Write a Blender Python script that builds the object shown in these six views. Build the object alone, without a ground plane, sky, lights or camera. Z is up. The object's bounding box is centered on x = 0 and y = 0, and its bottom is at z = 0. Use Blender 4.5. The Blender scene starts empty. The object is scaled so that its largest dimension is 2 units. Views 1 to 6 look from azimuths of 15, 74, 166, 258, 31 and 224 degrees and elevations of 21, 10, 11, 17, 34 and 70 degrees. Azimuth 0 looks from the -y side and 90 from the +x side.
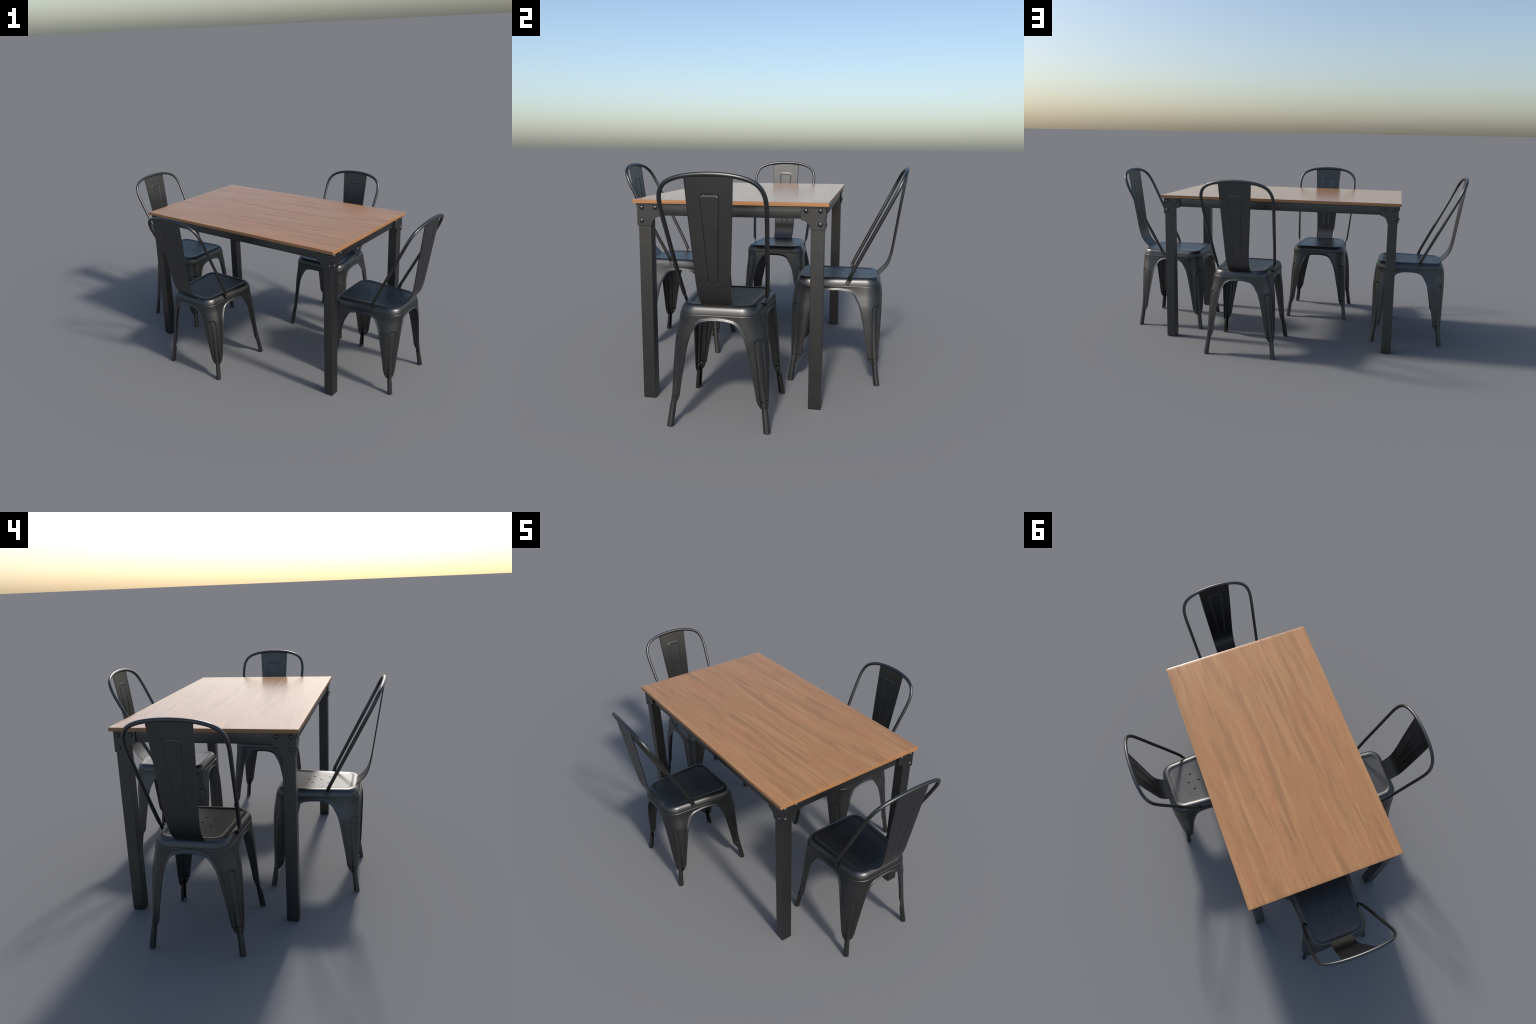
# Dining set: a rectangular wood-topped table with steel legs and riveted
# corner brackets, and four stamped sheet-steel cafe chairs around it.
import bpy, bmesh, math
import numpy as np
from mathutils import Vector, Matrix

D = bpy.data
COL = bpy.context.scene.collection

# ------------------------------------------------------------------ helpers

def pchip(xs, ys):
    """Monotone cubic interpolation through control points."""
    xs = np.asarray(xs, float); ys = np.asarray(ys, float)
    h = np.diff(xs); dl = np.diff(ys) / h
    m = np.zeros_like(xs)
    m[0], m[-1] = dl[0], dl[-1]
    for i in range(1, len(xs) - 1):
        if dl[i - 1] * dl[i] > 0:
            w1 = 2 * h[i] + h[i - 1]; w2 = h[i] + 2 * h[i - 1]
            m[i] = (w1 + w2) / (w1 / dl[i - 1] + w2 / dl[i])
    def f(x):
        x = min(max(float(x), xs[0]), xs[-1])
        i = min(max(int(np.searchsorted(xs, x)) - 1, 0), len(h) - 1)
        t = (x - xs[i]) / h[i]
        return ((1 + 2 * t) * (1 - t) ** 2 * ys[i] + t * (1 - t) ** 2 * h[i] * m[i]
                + t * t * (3 - 2 * t) * ys[i + 1] + t * t * (t - 1) * h[i] * m[i + 1])
    return f


def smooth(a, b, x):
    t = np.clip((x - a) / (b - a), 0, 1)
    return t * t * (3 - 2 * t)


def mesh_from(name, verts, faces):
    me = D.meshes.new(name)
    me.from_pydata([tuple(v) for v in verts], [], faces)
    me.validate()
    return me


def make_object(name, data, parent=None, mat=None, loc=None):
    ob = D.objects.new(name, data)
    COL.objects.link(ob)
    if parent is not None:
        ob.parent = parent
    if loc is not None:
        ob.location = loc
    if mat is not None and data is not None and not data.materials:
        data.materials.append(mat)
    return ob


def merge(me, dist=1e-5):
    bm = bmesh.new(); bm.from_mesh(me)
    bmesh.ops.remove_doubles(bm, verts=bm.verts, dist=dist)
    bmesh.ops.dissolve_degenerate(bm, edges=bm.edges, dist=1e-7)
    bm.to_mesh(me); bm.free()


def smooth_shade(me, angle=None):
    for p in me.polygons:
        p.use_smooth = True
    if angle is not None:
        me.set_sharp_from_angle(angle=math.radians(angle))


def baked(me, *mods):
    """Apply modifiers (type, settings) to a mesh and return the result."""
    ob = D.objects.new("helper", me)
    COL.objects.link(ob)
    for typ, kw in mods:
        m = ob.modifiers.new(typ, typ)
        for k, v in kw.items():
            setattr(m, k, v)
    dg = bpy.context.evaluated_depsgraph_get()
    out = D.meshes.new_from_object(ob.evaluated_get(dg))
    out.name = me.name
    D.objects.remove(ob)
    return out


def box(name, lo, hi, bevel=0.0, segments=1):
    bm = bmesh.new()
    bmesh.ops.create_cube(bm, size=1)
    for v in bm.verts:
        for i in range(3):
            v.co[i] = lo[i] + (v.co[i] + .5) * (hi[i] - lo[i])
    if bevel:
        bmesh.ops.bevel(bm, geom=bm.edges[:], offset=bevel, segments=segments,
                        affect='EDGES', profile=.5)
    me = D.meshes.new(name); bm.to_mesh(me); bm.free()
    return me


def soft_faces(me, amount, threshold=.004):
    """Rolled steel section: flat faces whose shading leans a little towards the edges."""
    smooth_shade(me)
    me = me.copy()
    vn = [v.normal.copy() for v in me.vertices]
    out = []
    for p in me.polygons:
        big = p.area > threshold
        for li in p.loop_indices:
            n = vn[me.loops[li].vertex_index]
            out.append(tuple(p.normal.lerp(n, amount).normalized()) if big else tuple(n))
    me.normals_split_custom_set(out)
    return me


# ---------------------------------------------------------------- materials

class Nodes:
    def __init__(self, name):
        self.mat = D.materials.new(name)
        self.mat.use_nodes = True
        self.t = self.mat.node_tree
        self.bsdf = self.t.nodes["Principled BSDF"]

    def new(self, typ, **kw):
        n = self.t.nodes.new(typ)
        for k, v in kw.items():
            if k in n.inputs:
                n.inputs[k].default_value = v
            else:
                setattr(n, k, v)
        return n

    def link(self, a, b):
        self.t.links.new(a, b)

    def coords(self, scale, rotation=(0, 0, 0)):
        tc = self.new("ShaderNodeTexCoord")
        mp = self.new("ShaderNodeMapping")
        mp.inputs["Scale"].default_value = scale
        mp.inputs["Rotation"].default_value = rotation
        self.link(tc.outputs["Object"], mp.inputs["Vector"])
        return mp.outputs["Vector"]

    def noise(self, vec, scale, detail=4, rough=.55, dist=0.0):
        n = self.new("ShaderNodeTexNoise")
        n.inputs["Scale"].default_value = scale
        n.inputs["Detail"].default_value = detail
        n.inputs["Roughness"].default_value = rough
        n.inputs["Distortion"].default_value = dist
        self.link(vec, n.inputs["Vector"])
        return n.outputs["Fac"]

    def ramp(self, fac, stops, interp='LINEAR'):
        r = self.new("ShaderNodeValToRGB")
        cr = r.color_ramp
        cr.interpolation = interp
        while len(cr.elements) < len(stops):
            cr.elements.new(.5)
        for e, (p, c) in zip(cr.elements, stops):
            e.position = p
            e.color = (c, c, c, 1) if isinstance(c, (int, float)) else (*c, 1)
        self.link(fac, r.inputs["Fac"])
        return r.outputs["Color"]

    def mix(self, fac, a, b, blend='MIX'):
        m = self.new("ShaderNodeMix", data_type='RGBA', blend_type=blend)
        for sock, val in ((m.inputs[0], fac), (m.inputs[6], a), (m.inputs[7], b)):
            if isinstance(val, (int, float)):
                sock.default_value = val
            elif isinstance(val, tuple):
                sock.default_value = (*val, 1)
            else:
                self.link(val, sock)
        return m.outputs[2]

    def bump(self, height, strength, distance):
        b = self.new("ShaderNodeBump")
        b.inputs["Strength"].default_value = strength
        b.inputs["Distance"].default_value = distance
        self.link(height, b.inputs["Height"])
        self.link(b.outputs["Normal"], self.bsdf.inputs["Normal"])


def srgb(r, g, b):
    f = lambda c: c / 12.92 if c <= .04045 else ((c + .055) / 1.055) ** 2.4
    return tuple(f(c / 255) for c in (r, g, b))


def steel_material(name, tone, rough, metallic):
    n = Nodes(name)
    v = n.coords((1, 1, 1))
    cloud = n.noise(v, 9, 3, .5)
    col = n.ramp(cloud, [(.3, tuple(c * .95 for c in tone)), (.7, tuple(c * 1.05 for c in tone))])
    n.link(col, n.bsdf.inputs["Base Color"])
    n.bsdf.inputs["Metallic"].default_value = metallic
    r = n.ramp(n.noise(v, 30, 3, .5), [(.3, rough - .02), (.7, rough + .02)])
    n.link(r, n.bsdf.inputs["Roughness"])
    return n.mat


def wood_material():
    n = Nodes("oiled_wood")
    # slow bending of the grain lines
    bend = n.new("ShaderNodeTexNoise")
    bend.inputs["Scale"].default_value = 3.0
    bend.inputs["Detail"].default_value = 2
    n.link(n.coords((1.0, 2.0, 1)), bend.inputs["Vector"])
    add = n.new("ShaderNodeVectorMath", operation='MULTIPLY_ADD')
    n.link(bend.outputs["Color"], add.inputs[0])
    add.inputs[1].default_value = (.0, .009, 0)
    turn = n.coords((1, 1, 1), (0, 0, math.radians(-2.5)))
    n.link(turn, add.inputs[2])
    def stretched(sx, sy):
        mp = n.new("ShaderNodeMapping")
        mp.inputs["Scale"].default_value = (sx, sy, 1)
        n.link(add.outputs[0], mp.inputs["Vector"])
        return mp.outputs["Vector"]
    # fine strands feather every edge of the figure
    strand = n.noise(stretched(7, 150), 1.0, 7, .72, .2)
    def feathered(noise, weight):
        a = n.new("ShaderNodeMath", operation='MULTIPLY_ADD')
        n.link(strand, a.inputs[0])
        a.inputs[1].default_value = weight
        n.link(noise, a.inputs[2])
        b = n.new("ShaderNodeMath", operation='SUBTRACT')
        n.link(a.outputs[0], b.inputs[0])
        b.inputs[1].default_value = weight * .5
        return b.outputs[0]
    broad = n.noise(stretched(1.5, 10), 1.0, 4, .6, .3)
    base = n.ramp(feathered(broad, .2), [(.32, srgb(154, 114, 75)), (.48, srgb(161, 117, 78)), (.66, srgb(168, 124, 83))])
    # reddish and olive drifts
    hue = n.noise(stretched(3.4, 15), 1.0, 4, .6, .3)
    drift = n.ramp(feathered(hue, .2), [(.34, srgb(154, 118, 76)), (.50, srgb(161, 117, 78)), (.66, srgb(166, 112, 75))])
    base = n.mix(.45, base, drift)
    # brown staves
    streak = n.noise(stretched(2.1, 23), 1.0, 5, .62, .12)
    smask = n.ramp(feathered(streak, .55), [(.535, 0.0), (.548, .42), (.60, .55), (.70, .78)])
    base = n.mix(smask, base, srgb(140, 103, 69))
    # pale ribbons beside them
    pale = n.noise(stretched(2.2, 38), 1.0, 4, .55, .1)
    pmask = n.ramp(feathered(pale, .46), [(.555, 0.0), (.568, .34), (.70, .50)])
    base = n.mix(pmask, base, srgb(176, 134, 92))
    # hairlines
    hair = n.noise(stretched(3.6, 105), 1.0, 6, .65, .25)
    hmask = n.ramp(hair, [(.585, 0.0), (.60, .34)])
    base = n.mix(hmask, base, srgb(138, 99, 67))
    fib = n.noise(stretched(14, 360), 1.0, 2, .6)
    fmask = n.ramp(fib, [(.30, .94), (.55, 1.0), (.75, 1.03)])
    base = n.mix(1.0, base, fmask, 'MULTIPLY')
    # a few pin knots
    vo = n.new("ShaderNodeTexVoronoi")
    vo.inputs["Scale"].default_value = 4.0
    n.link(n.coords((.9, 1.2, 1)), vo.inputs["Vector"])
    kn = n.ramp(vo.outputs["Distance"], [(.008, .6), (.024, 0.0)])
    base = n.mix(kn, base, srgb(96, 68, 49))
    n.link(base, n.bsdf.inputs["Base Color"])
    rr = n.ramp(strand, [(.35, .18), (.65, .23)])
    n.link(rr, n.bsdf.inputs["Roughness"])
    # shallow pores and wrinkles, stronger where the figure is dark
    pore = n.noise(stretched(14, 80), 1.0, 0, .5, .8)
    relief = n.mix(n.ramp(streak, [(.42, .25), (.62, 1.0)]), (.5, .5, .5), pore)
    n.bump(relief, .07, .0012)
    return n.mat


def edge_material():
    n = Nodes("wood_edge")
    v = n.coords((6, 6, 160))
    f = n.noise(v, 1.0, 4, .6, .3)
    col = n.ramp(f, [(.3, srgb(140, 98, 61)), (.55, srgb(155, 109, 69)), (.75, srgb(163, 118, 77))])
    n.link(col, n.bsdf.inputs["Base Color"])
    n.bsdf.inputs["Roughness"].default_value = .42
    return n.mat


STEEL = steel_material("black_steel", (.095, .095, .095), .40, 1.0)
FRAME = steel_material("frame_steel", (.095, .095, .095), .40, 1.0)
WOOD = wood_material()
EDGE = edge_material()

# --------------------------------------------------------- chair: dimensions
# Chair frame: +x is the back of the chair, y across, z up, origin between the feet.

Zs = [.085, .20, .30, .35, .38, .41, .447]
back_x = pchip(Zs, [.1995, .2025, .2040, .2045, .2045, .2040, .2025])
front_x = pchip(Zs, [.1985, .2000, .2000, .1980, .1955, .1925, .1878])
back_y = pchip(Zs, [.1905, .1870, .1810, .1755, .1685, .1610, .1545])
front_y = pchip([.085, .109, .156, .247, .326, .386, .415, .434, .447],
                [.1905, .1885, .1855, .1810, .1770, .1722, .1712, .1722, .1760])
Rz = [.085, .10, .13, .20, .35, .40, .447]
back_r = pchip(Rz, [.034, .036, .043, .054, .070, .071, .067])
front_r = pchip(Rz, [.034, .036, .042, .050, .064, .068, .070])
REF = .15            # side line is defined at x = -REF and x = +REF
APEX = .4284         # top of the arches between the legs
MID = .003           # the side arches sit a little behind the middle
# half-width of the arch against sqrt(APEX - z)
arch_half = pchip([0, .0447, .0866, .1414, .20, .2646, .3317, .3873, .4243, .4796, .5586],
                  [0, .0300, .0570, .0760, .0885, .1035, .1145, .1225, .128, .1375, .1500])
toe_half = pchip([.085, .092, .100, .108, .1172, .118],
                 [.1725, .1675, .1605, .1552, .1527, .1500])


def half_width(z):
    if z >= APEX:
        return 0.0
    if z < .118:
        return toe_half(z)
    return arch_half(math.sqrt(APEX - z))


ARCH = np.array([(half_width(z), z) for z in
                 [APEX - t * t for t in np.linspace(0, .5586, 240)]])


def side_line(x, z, d=0.0):
    f = (x + REF) / (2 * REF)
    return front_y(z) + (back_y(z) - front_y(z)) * f - d


def corner(z, sx, d=0.0, shrink=None):
    """x plane, y of side at the arc start, arc radius of one leg corner."""
    X = (back_x(z) if sx > 0 else front_x(z)) - d
    R = back_r(z) if sx > 0 else front_r(z)
    if shrink is not None:
        R = shrink(R, sx)
    Y = side_line(sx * (X - R), z, d)
    return X, Y, R


# ---------------------------------------------------------- chair: leg shell

N_FL, N_ARC = 15, 57
edge_steps = np.array([0, .0012, .0025, .004, .006, .0085, .012])


def flange_params(L):
    if L > .02:
        rest = np.linspace(.012, L, N_FL - len(edge_steps) + 1)[1:]
        return np.concatenate([edge_steps, rest])
    return np.concatenate([edge_steps * L / .02, np.linspace(.6 * L, L, N_FL - len(edge_steps) + 1)[1:]])


def lip(h, z):
    """Outward curl of the sheet along the arch edge."""
    if z < .118:
        return 0.0
    d = np.sqrt((ARCH[:, 0] - h) ** 2 + (ARCH[:, 1] - z) ** 2).min()
    amp = .0010 + .0038 * smooth(.12, .40, z)
    return amp * smooth(.118, .155, z) * (1 - smooth(0, .0105, d)) ** 1.3


def flute(s, z):
    """Stamped recess with a raised rib on the leg corner; s is arc length."""
    top = .3535
    w = np.interp(z, [.09, .35], [.0138, .0176])
    q = w - (math.hypot(s, z - (top - w)) if z > top - w else abs(s))
    depth = .0046
    crease = -depth * smooth(-.0055, .0010, q)
    crown = np.interp(z, [.09, .14, .20, .30, .355], [.0068, .0040, .0008, -.0018, -.0038])
    rise = (depth + crown) * math.sin(math.pi / 2 * float(np.clip((q - .0008) / (w - .0008), 0, 1))) ** .9
    return crease + rise


def leg_row(z, sx, d=0.0):
    """Horizontal section of one leg, from the side arch round to the end arch."""
    X, Y, R = corner(z, sx, d)
    h = half_width(z)
    pts = []
    cx, cy = X - R, Y - R
    start = sx * MID + h
    # near the toe the sheet is trimmed back into the corner itself
    th0 = math.asin(min(1, max(0, (start - cx) / R)))
    th1 = math.pi / 2 - math.asin(min(1, max(0, (h - cy) / R)))
    arc = R * math.pi / 2

    def on_arc(th):
        o = 0
        if d == 0:
            o = flute((th / (math.pi / 2) - .5) * arc, z)
            o += lip(cx + R * math.sin(th) - sx * MID, z) if th < math.pi / 4 else lip(cy + R * math.cos(th), z)
        return (cx + (R + o) * math.sin(th), cy + (R + o) * math.cos(th))

    if cx > start:
        for p in flange_params(cx - start):
            x = start + p
            pts.append((x, side_line(sx * x, z, d) + lip(h + p, z)))
    else:
        pts += [on_arc(th0)] * N_FL
    for a in np.linspace(0, 1, N_ARC)[1:-1]:
        pts.append(on_arc(th0 + a * (th1 - th0)))
    if cy > h:
        for p in flange_params(cy - h)[::-1]:
            pts.append((X + lip(h + p, z), h + p))
    else:
        pts += [on_arc(th1)] * N_FL
    return pts


top_rows = [(.4474, .0060), (.4474, .0042), (.4472, .0022), (.4464, .0007), (.4450, 0)]
zrows = [.4430, .4405, .4380, .4355, .4334, .4318, .4304, .4292]
zrows += [APEX - t * t for t in np.linspace(0, .5586, 105)]
zrows += [.1172, .1150, .1120, .1080, .1040, .1000, .0965, .0930, .0900, .0870]
rows = top_rows + [(z, 0) for z in zrows]


def build_shell():
    verts, faces = [], []
    for sx in (1, -1):
        for sy in (1, -1):
            base = len(verts)
            ncol = None
            for z, d in rows:
                r = leg_row(z if d == 0 else .447, sx, 0) if d == 0 else leg_row(.447, sx, d)
                ncol = len(r)
                verts += [(sx * x, sy * y, z) for x, y in r]
            for i in range(len(rows) - 1):
                for j in range(ncol - 1):
                    a = base + i * ncol + j
                    f = (a, a + 1, a + ncol + 1, a + ncol)
                    faces.append(f if sx * sy < 0 else f[::-1])
    me = mesh_from("shell", verts, faces)
    merge(me, 2e-5)
    bm = bmesh.new(); bm.from_mesh(me)
    bmesh.ops.recalc_face_normals(bm, faces=bm.faces)
    out = sum((f.normal.x * f.calc_center_median().x + f.normal.y * f.calc_center_median().y) for f in bm.faces)
    if out < 0:
        bmesh.ops.reverse_faces(bm, faces=bm.faces)
    bm.to_mesh(me); bm.free()
    me = baked(me, ("SOLIDIFY", dict(thickness=.0030, offset=-1, use_rim=True)))
    smooth_shade(me)
    return me


def split_shell(me, cut=.402):
    """Separate the seamless shell into an apron ring and four legs."""
    nv = len(me.vertices)
    co = np.empty(nv * 3); me.vertices.foreach_get("co", co); co = co.reshape(-1, 3)
    no = np.empty(nv * 3); me.vertices.foreach_get("normal", no); no = no.reshape(-1, 3)
    polys = [tuple(p.vertices) for p in me.polygons]
    cen = np.array([co[list(p)].mean(0) for p in polys])
    parts = {"apron": cen[:, 2] >= cut}
    for i, (sx, sy) in enumerate([(1, 1), (1, -1), (-1, 1), (-1, -1)]):
        parts[("leg", sx, sy)] = (cen[:, 2] < cut) & (cen[:, 0] * sx > 0) & (cen[:, 1] * sy > 0)
    out = {}
    for key, mask in parts.items():
        idx = np.nonzero(mask)[0]
        used = sorted({v for i in idx for v in polys[i]})
        remap = {v: k for k, v in enumerate(used)}
        sub = mesh_from("apron" if key == "apron" else "leg", co[used],
                        [tuple(remap[v] for v in polys[i]) for i in idx])
        smooth_shade(sub)
        sub.normals_split_custom_set_from_vertices([tuple(n) for n in no[used]])
        out[key] = sub
    return out


def build_foot(sx, sy):
    """Rolled C-section tube that the leg ends in, open on its inner side."""
    top, bot = Vector((sx * .1850, sy * .1782, .0915)), Vector((sx * .1970, sy * .1890, 0))
    inner = math.atan2(-sy, -sx)
    gap = math.radians(21)
    n = 30
    verts, faces = [], []
    levels = np.linspace(0, 1, 12)
    for t in levels:
        c = top.lerp(bot, t)
        r = .0118 + .0015 * t
        for k in range(n + 1):
            a = inner + gap + (2 * math.pi - 2 * gap) * k / n
            verts.append((c.x + r * math.cos(a), c.y + r * math.sin(a), c.z))
    w = n + 1
    for i in range(len(levels) - 1):
        for k in range(n):
            a = i * w + k
            faces.append((a + w, a + w + 1, a + 1, a))
    me = mesh_from("foot", verts, faces)
    me = baked(me, ("SOLIDIFY", dict(thickness=.0022, offset=-1)))
    smooth_shade(me, 50)
    return me


# --------------------------------------------------------------- chair: seat

seat_profile = [(.0030, .4440), (.0030, .4474), (.0040, .4530), (.0056, .4600), (.0078, .4660),
                (.0106, .4712), (.0142, .4756), (.0185, .4786), (.0235, .4804), (.0290, .4811),
                (.0340, .4809), (.0385, .4801), (.0420, .4792), (.0450, .4786), (.0490, .4784)]


def seat_ring(d, z):
    def shrink(R, sx):
        return R - (.80 if sx > 0 else .98) * d
    pts = []
    for sx, sy in [(1, 1), (-1, 1), (-1, -1), (1, -1)]:
        X, Y, R = corner(.447, sx, d, shrink)
        cx, cy = X - R, Y - R
        arc = [(sx * (cx + R * math.sin(a)), sy * (cy + R * math.cos(a)))
               for a in np.linspace(0, math.pi / 2, 21)]
        if sx * sy > 0:
            arc = arc[::-1]
        pts += arc
        # straight run to the next corner
    full = []
    for i, p in enumerate(pts):
        full.append((p[0], p[1], z))
        if i % 21 == 20:
            q = pts[(i + 1) % len(pts)]
            for f in np.linspace(0, 1, 9)[1:-1]:
                full.append((p[0] + (q[0] - p[0]) * f, p[1] + (q[1] - p[1]) * f, z))
    return full


HOLES = [(.0137, 0)] + [(.0137 + sx * .057, 0) for sx in (1, -1)] + \
        [(.0137 + sx * .037, sy * .0458) for sx in (1, -1) for sy in (1, -1)]


def build_seat():
    verts, faces = [], []
    for d, z in seat_profile:
        ring = seat_ring(d, z)
        n = len(ring)
        verts += ring
    for i in range(len(seat_profile) - 1):
        for k in range(n):
            a, b = i * n + k, i * n + (k + 1) % n
            faces.append((a, b, b + n, a + n))
    last = (len(seat_profile) - 1) * n
    faces.append(tuple(last + k for k in range(n)))
    me = mesh_from("seat", verts, faces)
    bm = bmesh.new(); bm.from_mesh(me)
    big = max(bm.faces, key=lambda f: f.calc_area())
    if big.normal.z < 0:
        bmesh.ops.reverse_faces(bm, faces=bm.faces)
    bm.to_mesh(me); bm.free()
    me = baked(me, ("SOLIDIFY", dict(thickness=.0022, offset=-1)))
    # countersunk drain holes
    bm = bmesh.new()
    for hx, hy in HOLES:
        bmesh.ops.create_cone(bm, cap_ends=True, segments=24, radius1=.0044, radius2=.0058, depth=.006,
                              matrix=Matrix.Translation((hx, hy, .4774)))
    cut = D.meshes.new("cutter"); bm.to_mesh(cut); bm.free()
    cob = D.objects.new("cutter", cut); COL.objects.link(cob)
    me = baked(me, ("BOOLEAN", dict(operation='DIFFERENCE', object=cob, solver='EXACT')))
    D.objects.remove(cob)
    # closed bottoms of the punched dimples
    bm = bmesh.new(); bm.from_mesh(me)
    for hx, hy in HOLES:
        rings = [[bm.verts.new((hx + r * math.cos(a), hy + r * math.sin(a), z))
                  for a in np.linspace(0, 2 * math.pi, 24, endpoint=False)]
                 for r, z in [(.0062, .4764), (.0060, .4722), (.0045, .4714)]]
        for lo, hi in zip(rings[1:], rings[:-1]):
            for k in range(24):
                bm.faces.new((lo[k], hi[k], hi[(k + 1) % 24], lo[(k + 1) % 24]))
        bm.faces.new(rings[-1])
    bm.to_mesh(me); bm.free()
    smooth_shade(me, 32)
    return me


# --------------------------------------------------- chair: back hoop + panel

hoop_half = [(y, z) for y, z in [  # y, z along one half of the tube, from seat to the middle of the top
    (.1655, .4960), (.1700, .5360), (.1775, .6230), (.1845, .7260), (.1900, .8040),
    (.1922, .8430), (.1925, .8640), (.1908, .8830), (.1868, .9000), (.1790, .9170),
    (.1665, .9320), (.1500, .9430), (.1340, .9500), (.1130, .9565), (.0830, .9625), (.0440, .9668), (0, .9683)]]


hoop_x = pchip([.463, .490, .530, .630, .720, .800, .880, .930, .955, .9683],
               [.0540, .0640, .0832, .1342, .1800, .2203, .2597, .2835, .2962, .3032])


def catmull(P, per=8):
    P = [Vector(p) for p in P]
    out = []
    for i in range(len(P) - 1):
        p0 = P[i - 1] if i else P[0] * 2 - P[1]
        p3 = P[i + 2] if i + 2 < len(P) else P[-1] * 2 - P[-2]
        p1, p2 = P[i], P[i + 1]
        for k in range(per):
            t = k / per
            out.append(.5 * ((2 * p1) + (p2 - p0) * t + (2 * p0 - 5 * p1 + 4 * p2 - p3) * t * t
                             + (3 * p1 - p0 - 3 * p2 + p3) * t ** 3))
    out.append(P[-1])
    return out


TUBE = .0083


def build_hoop():
    strap = [(.0500, .1612, .4540), (.0540, .1598, .4630), (.0585, .1592, .4720), (.0625, .1618, .4820)]
    half = strap + [(hoop_x(z), y, z) for y, z in hoop_half]
    right = half[::-1]
    full = [(x, -y, z) for x, y, z in half] + right[1:]
    path = catmull(full, 8)
    n = 20
    verts, faces = [], []
    m = len(path)
    seat_n = Vector((0, .93, .36)).normalized()
    for i, p in enumerate(path):
        t = (path[min(i + 1, m - 1)] - path[max(i - 1, 0)]).normalized()
        out = Vector((0, seat_n.y * (1 if p.y > 0 else -1), seat_n.z))
        if p.z > .53:
            # far from the seat: any steady frame will do (round tube)
            out = Vector((0, 1 if p.y > 0 else -1, .4)).normalized()
            if p.z > .9:
                out = Vector((1, 0, 0))
        u = t.cross(out)
        if u.length < 1e-4:
            u = t.cross(Vector((1, 0, 0)))
        u.normalize()
        v = u.cross(t).normalized()
        flat = 1 - smooth(.474, .503, p.z)
        ru = TUBE * (1 + .12 * flat)
        rv = TUBE * (1 - .72 * flat)
        if i == 0 or i == m - 1:
            ru *= .55
        elif i in (1, m - 2):
            ru *= .85
        for k in range(n):
            a = 2 * math.pi * k / n
            verts.append(p + u * (ru * math.cos(a)) + v * (rv * math.sin(a)))
    # keep neighbouring rings aligned where the frame rule changes
    for i in range(1, m):
        prev = verts[(i - 1) * n:i * n]
        cur = verts[i * n:(i + 1) * n]
        best = min(range(n), key=lambda s: sum((cur[(k + s) % n] - prev[k]).length_squared for k in range(0, n, 4)))
        rev = cur[::-1]
        bestr = min(range(n), key=lambda s: sum((rev[(k + s) % n] - prev[k]).length_squared for k in range(0, n, 4)))
        c1 = sum((cur[(k + best) % n] - prev[k]).length_squared for k in range(n))
        c2 = sum((rev[(k + bestr) % n] - prev[k]).length_squared for k in range(n))
        src, s = (cur, best) if c1 <= c2 else (rev, bestr)
        verts[i * n:(i + 1) * n] = [src[(k + s) % n] for k in range(n)]
    for i in range(m - 1):
        for k in range(n):
            a, b = i * n + k, i * n + (k + 1) % n
            faces.append((a, b, b + n, a + n))
    faces.append(tuple(range(n))[::-1])
    faces.append(tuple((m - 1) * n + k for k in range(n)))
    me = mesh_from("back_hoop", verts, faces)
    bm = bmesh.new(); bm.from_mesh(me)
    bmesh.ops.recalc_face_normals(bm, faces=bm.faces)
    bm.to_mesh(me); bm.free()
    smooth_shade(me, 60)
    return me


hoop_top = pchip([0, .044, .083, .113], [.9683, .9668, .9625, .9565])


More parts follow.
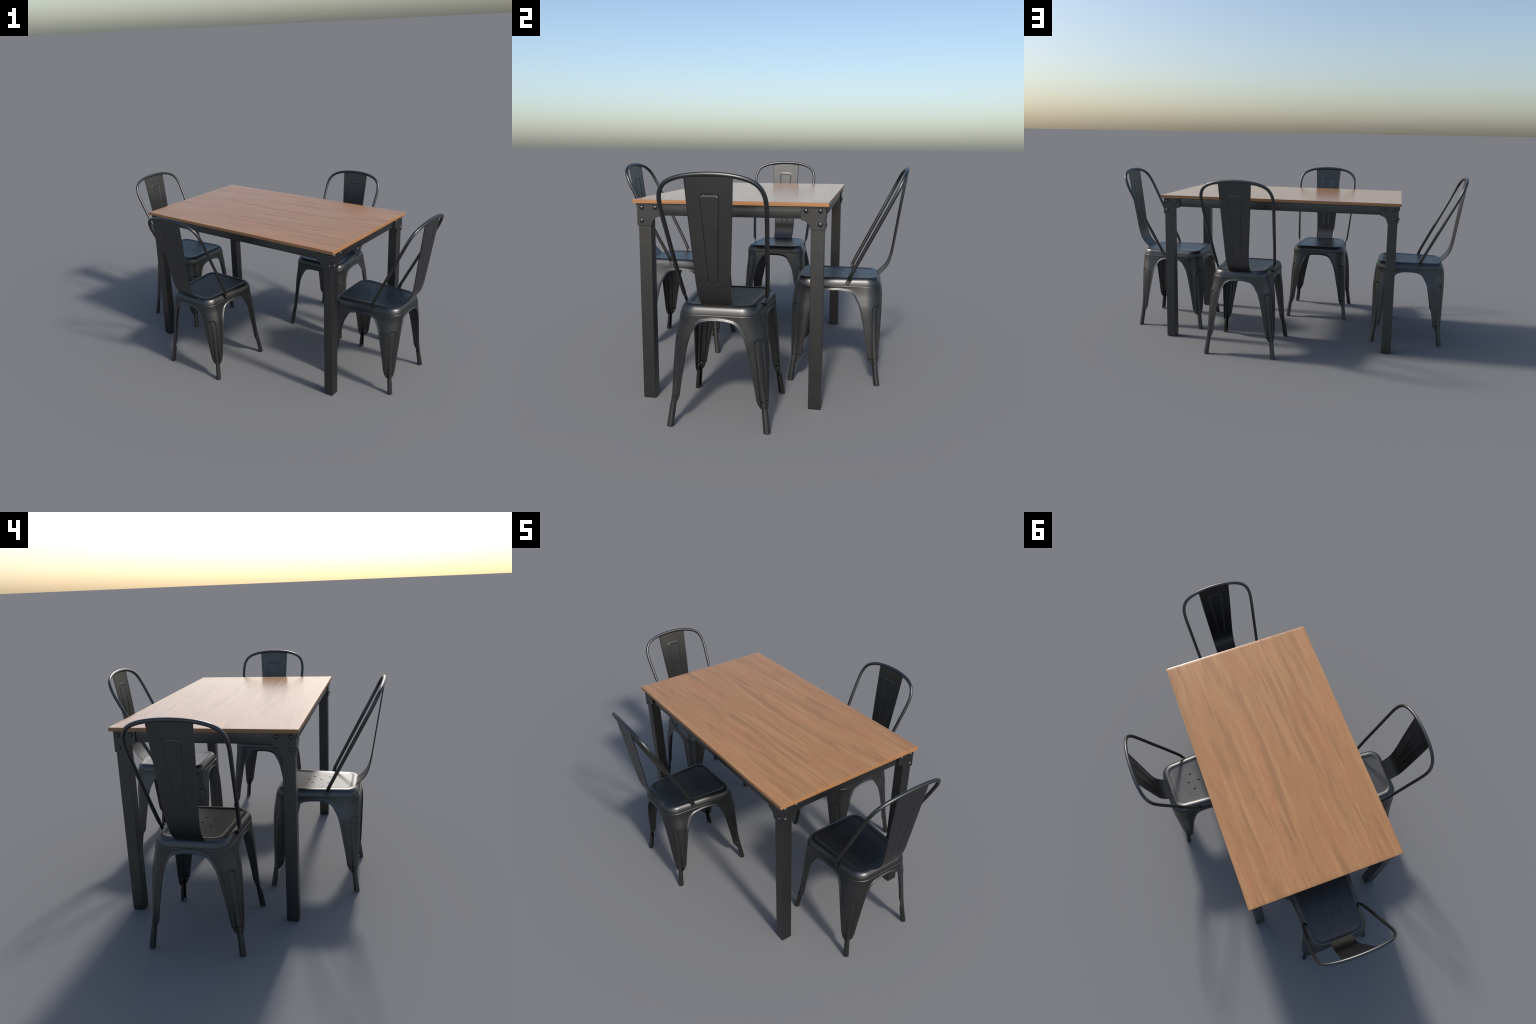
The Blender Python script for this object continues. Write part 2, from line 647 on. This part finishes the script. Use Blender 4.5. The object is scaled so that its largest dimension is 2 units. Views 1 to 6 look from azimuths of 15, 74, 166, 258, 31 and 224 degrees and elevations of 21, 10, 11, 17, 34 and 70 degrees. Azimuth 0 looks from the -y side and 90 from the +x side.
def build_panel():
    # centre line of the sheet in side view, seat end first
    line = catmull([(.1840, 0, .4770), (.1895, 0, .4815), (.2010, 0, .4925), (.2150, 0, .5070), (.2280, 0, .5250),
                    (.2375, 0, .5450), (.2445, 0, .5680), (.2500, 0, .5930), (.2555, 0, .6260),
                    (.2665, 0, .7010), (.2810, 0, .8000), (.2930, 0, .8820), (.3012, 0, .9400)], 30)
    zl = [p.z for p in line]
    width = pchip([.477, .52, .60, .75, .88, .96], [.0590, .0612, .0655, .0750, .0830, .0878])
    # resample by height, last stretch follows the hoop curve
    lx = [p.x for p in line]
    L = len(line)
    nw = 160
    bead_y = pchip([.575, .70, .85, .90], [.0172, .0232, .0320, .0345])
    ztop, rad, zend = .8965, .014, .577

    def bead(y, z):
        y = abs(y)
        yb = bead_y(z)
        if z > ztop - rad and y > bead_y(ztop) - rad:
            d = abs(math.hypot(y - (bead_y(ztop) - rad), z - (ztop - rad)) - rad)
        else:
            d = min(abs(y - yb) if z <= ztop - rad else 9,
                    abs(z - ztop) if y <= bead_y(ztop) - rad else 9)
            if z < zend:
                d = math.hypot(y - bead_y(zend), z - zend)
        return math.exp(-(d / .0022) ** 2)

    verts, faces = [], []
    for i in range(L):
        z0, x0 = zl[i], lx[i]
        j0, j1 = max(i - 1, 0), min(i + 1, L - 1)
        t = Vector((lx[j1] - lx[j0], 0, zl[j1] - zl[j0])).normalized()
        nrm = Vector((t.z, 0, -t.x))           # points to the back
        w = width(z0)
        for k in range(nw + 1):
            y = -w + 2 * w * k / nw
            # stretch the top so that the edge follows the tube
            f = smooth(.80, .94, z0)
            zt = hoop_top(abs(y)) - .003
            z = z0 + f * (zt - .9400)
            x = x0 + f * (zt - .9400) * .1457
            p = Vector((x, y, z)) - nrm * (.0021 * bead(y, z) + .0015 * smooth(w - .0042, w, abs(y)))
            verts.append(p)
    for i in range(L - 1):
        for k in range(nw):
            a = i * (nw + 1) + k
            faces.append((a, a + 1, a + nw + 2, a + nw + 1))
    me = mesh_from("back_panel", verts, faces)
    me = baked(me, ("SOLIDIFY", dict(thickness=.0032, offset=0)))
    smooth_shade(me, 45)
    return me


def dome(name, r, h, rim=0.0):
    """Rivet or screw head: a cap on the xy plane, axis +z."""
    verts, faces = [], []
    seg, st = 24, 7
    prof = [(r, -.0015), (r, rim)] + [(r * math.cos(a), rim + h * math.sin(a))
                                      for a in np.linspace(0, math.pi / 2, st)[1:-1]]
    for pr, pz in prof:
        for k in range(seg):
            a = 2 * math.pi * k / seg
            verts.append((pr * math.cos(a), pr * math.sin(a), pz))
    for i in range(len(prof) - 1):
        for k in range(seg):
            a, b = i * seg + k, i * seg + (k + 1) % seg
            faces.append((a, b, b + seg, a + seg))
    verts.append((0, 0, rim + h))
    last = (len(prof) - 1) * seg
    for k in range(seg):
        faces.append((last + k, last + (k + 1) % seg, len(verts) - 1))
    me = mesh_from(name, verts, faces)
    smooth_shade(me, 60)
    return me


# ------------------------------------------------------------ table + layout
TURN = math.radians(-25.0)
CENTRE = Vector((.0149, .0004, 0))
CHAIRS = [((.7112, .009), 0), ((.158, .411), 90), ((-.7432, -.009), 180), ((-.159, -.411), 270)]

shell = split_shell(build_shell())
seat_me = build_seat()
hoop_me = build_hoop()
panel_me = build_panel()
screw_me = dome("screw", .0042, .0022, .0008)
feet = {(sx, sy): build_foot(sx, sy) for sx in (1, -1) for sy in (1, -1)}

chair_labels = ["black pressed-steel cafe chair with hoop back and pierced seat"] * 4
for (cx, cy), ang in CHAIRS:
    chair = make_object("metal_chair", None)
    pos = CENTRE + Matrix.Rotation(TURN, 3, 'Z') @ Vector((cx, cy, 0))
    chair.location = pos
    chair.rotation_euler = (0, 0, TURN + math.radians(ang))
    chair["label"] = chair_labels[0]
    chair["category"] = "dining chair"
    make_object("seat", seat_me, chair, STEEL)
    make_object("apron", shell["apron"], chair, STEEL)
    for sx, sy in [(1, 1), (1, -1), (-1, 1), (-1, -1)]:
        leg = make_object("leg", shell[("leg", sx, sy)], chair, STEEL)
        make_object("foot", feet[(sx, sy)], leg, STEEL)
    hoop = make_object("back_hoop", hoop_me, chair, STEEL)
    for s in (1, -1):
        sc = make_object("screw", screw_me, hoop, STEEL, (.0535, s * .1612, .4640))
        sc.rotation_euler = (-s * math.radians(69), 0, 0)
    make_object("back_panel", panel_me, chair, STEEL)

# table (its own frame: x long side)
HX, HY, TOP, THICK = .6805, .3975, .8507, .0157
LEG_C, LEG_W = (.6380, .3537), .0262
table = make_object("dining_table", None)
table.location = CENTRE
table.rotation_euler = (0, 0, TURN)
table["label"] = "rectangular wood-topped table with black riveted steel frame"
table["category"] = "dining table"

def build_top():
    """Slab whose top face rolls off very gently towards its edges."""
    bm = bmesh.new()
    rim = .017
    xs = [-HX, -HX + rim, HX - rim, HX]
    ys = [-HY, -HY + rim, HY - rim, HY]
    grid = {(i, j): bm.verts.new((xs[i], ys[j], TOP)) for i in range(4) for j in range(4)}
    for i in range(3):
        for j in range(3):
            bm.faces.new((grid[i, j], grid[i + 1, j], grid[i + 1, j + 1], grid[i, j + 1]))
    edge = [(0, 0), (1, 0), (2, 0), (3, 0), (3, 1), (3, 2), (3, 3), (2, 3), (1, 3), (0, 3), (0, 2), (0, 1)]
    low = [bm.verts.new((grid[k].co.x, grid[k].co.y, TOP - THICK)) for k in edge]
    for k in range(12):
        n = (k + 1) % 12
        bm.faces.new((grid[edge[k]], low[k], low[n], grid[edge[n]]))
    bm.faces.new(low[::-1])
    bm.normal_update()
    me = D.meshes.new("tabletop"); bm.to_mesh(me); bm.free()
    for p in me.polygons:
        p.use_smooth = True
        p.material_index = 1 if abs(p.normal.z) < .5 else 0
    tilt = math.tan(math.radians(7))
    out = []
    for p in me.polygons:
        for li in p.loop_indices:
            co = me.vertices[me.loops[li].vertex_index].co
            n = p.normal.copy()
            if p.normal.z > .5:
                n = Vector((tilt * (abs(co.x) > HX - 1e-4) * math.copysign(1, co.x),
                            tilt * (abs(co.y) > HY - 1e-4) * math.copysign(1, co.y), 1))
            elif abs(p.normal.z) < .5 and co.z > TOP - 1e-4:
                n = n + Vector((0, 0, .10))
            out.append(tuple(n.normalized()))
    me.normals_split_custom_set(out)
    return me


top_me = build_top()
top_me.materials.append(WOOD)
top_me.materials.append(EDGE)
make_object("tabletop", top_me, table)

ZB = TOP - THICK
leg_me = box("table_leg", (-LEG_W, -LEG_W, 0), (LEG_W, LEG_W, ZB - .0006), .0022, 2)
leg_me = soft_faces(leg_me, .12)
long_rail = box("long_rail", (-.612, -.0254, .7852), (.612, .0254, ZB - .0008), .0022, 2)
short_rail = box("short_rail", (-.0254, -.328, .7852), (.0254, .328, ZB - .0008), .0022, 2)
long_rail, short_rail = soft_faces(long_rail, .85), soft_faces(short_rail, .85)
for s in (1, -1):
    make_object("long_rail", long_rail, table, FRAME, (0, s * .3535, 0))
    make_object("short_rail", short_rail, table, FRAME, (s * .6380, 0, 0))


def build_bracket():
    """Corner gusset: two plates meeting on the outer corner, +x +y quadrant."""
    out_x, out_y, t = LEG_C[0] + LEG_W + .0040, LEG_C[1] + LEG_W + .0046, .0040
    reach, drop, toe = .0972, .0925, .0615

    def outline(c):
        # (distance inward along the plate, z), from the outer corner
        pts = [(0, ZB - .0012), (reach, ZB - .0012), (reach, ZB - .0500)]
        # concave quarter between rail and leg
        p0, p1 = Vector((reach - .0020, ZB - .0545)), Vector((toe + .0005, ZB - drop + .0070))
        ctr = Vector((toe + .0020, ZB - .0570))
        for k in range(13):
            a = k / 12
            q = p0 * (1 - a) ** 2 + ctr * 2 * a * (1 - a) + p1 * a * a
            q = q * .86 + p0.lerp(p1, a) * .14
            pts.append((q.x, q.y))
        pts += [(toe - .0030, ZB - drop), (0, ZB - drop)]
        return pts

    bm = bmesh.new()
    o = outline(0)
    for axis in (0, 1):
        va, vb = [], []
        for d, z in o:
            if axis == 0:      # plate on the end face (normal +x)
                va.append(bm.verts.new((out_x, out_y - d, z)))
                vb.append(bm.verts.new((out_x - t, out_y - (d if d else t * 0 + .0005), z)))
            else:              # plate on the long face (normal +y); starts behind the first
                dd = max(d, t + .0002)
                va.append(bm.verts.new((out_x - dd, out_y - .0003, z)))
                vb.append(bm.verts.new((out_x - dd, out_y - t, z)))
        bm.faces.new(va); bm.faces.new(vb[::-1])
        n = len(va)
        for k in range(n):
            bm.faces.new((va[k], vb[k], vb[(k + 1) % n], va[(k + 1) % n]))
    bmesh.ops.recalc_face_normals(bm, faces=bm.faces)
    me = D.meshes.new("corner_bracket"); bm.to_mesh(me); bm.free()
    me = baked(me, ("BEVEL", dict(width=.0008, segments=2, limit_method='ANGLE', angle_limit=math.radians(50))))
    me = soft_faces(me, 0, .0002)
    riv = []
    for d, z in [(.0198, ZB - .0180), (.0766, ZB - .0180), (.0198, ZB - .0713)]:
        riv.append(((out_x, out_y - d, z), (0, math.pi / 2, 0)))
        riv.append(((out_x - d, out_y - .0003, z), (-math.pi / 2, 0, 0)))
    return me, riv


bracket_me, rivets = build_bracket()
rivet_me = dome("rivet", .0094, .0062, .0)


def mirrored(me, sx, sy):
    m2 = me.copy()
    m2.transform(Matrix.Diagonal((sx, sy, 1, 1)))
    if sx * sy < 0:
        m2.flip_normals()
    return m2


for sx in (1, -1):
    for sy in (1, -1):
        leg = make_object("table_leg", leg_me, table, FRAME, (sx * LEG_C[0], sy * LEG_C[1], 0))
        br = make_object("corner_bracket", mirrored(bracket_me, sx, sy), table, FRAME)
        for (x, y, z), (rx, ry, rz) in rivets:
            r = make_object("rivet", rivet_me, br, FRAME, (sx * x, sy * y, z))
            r.rotation_euler = (rx * sy, ry * sx, rz)
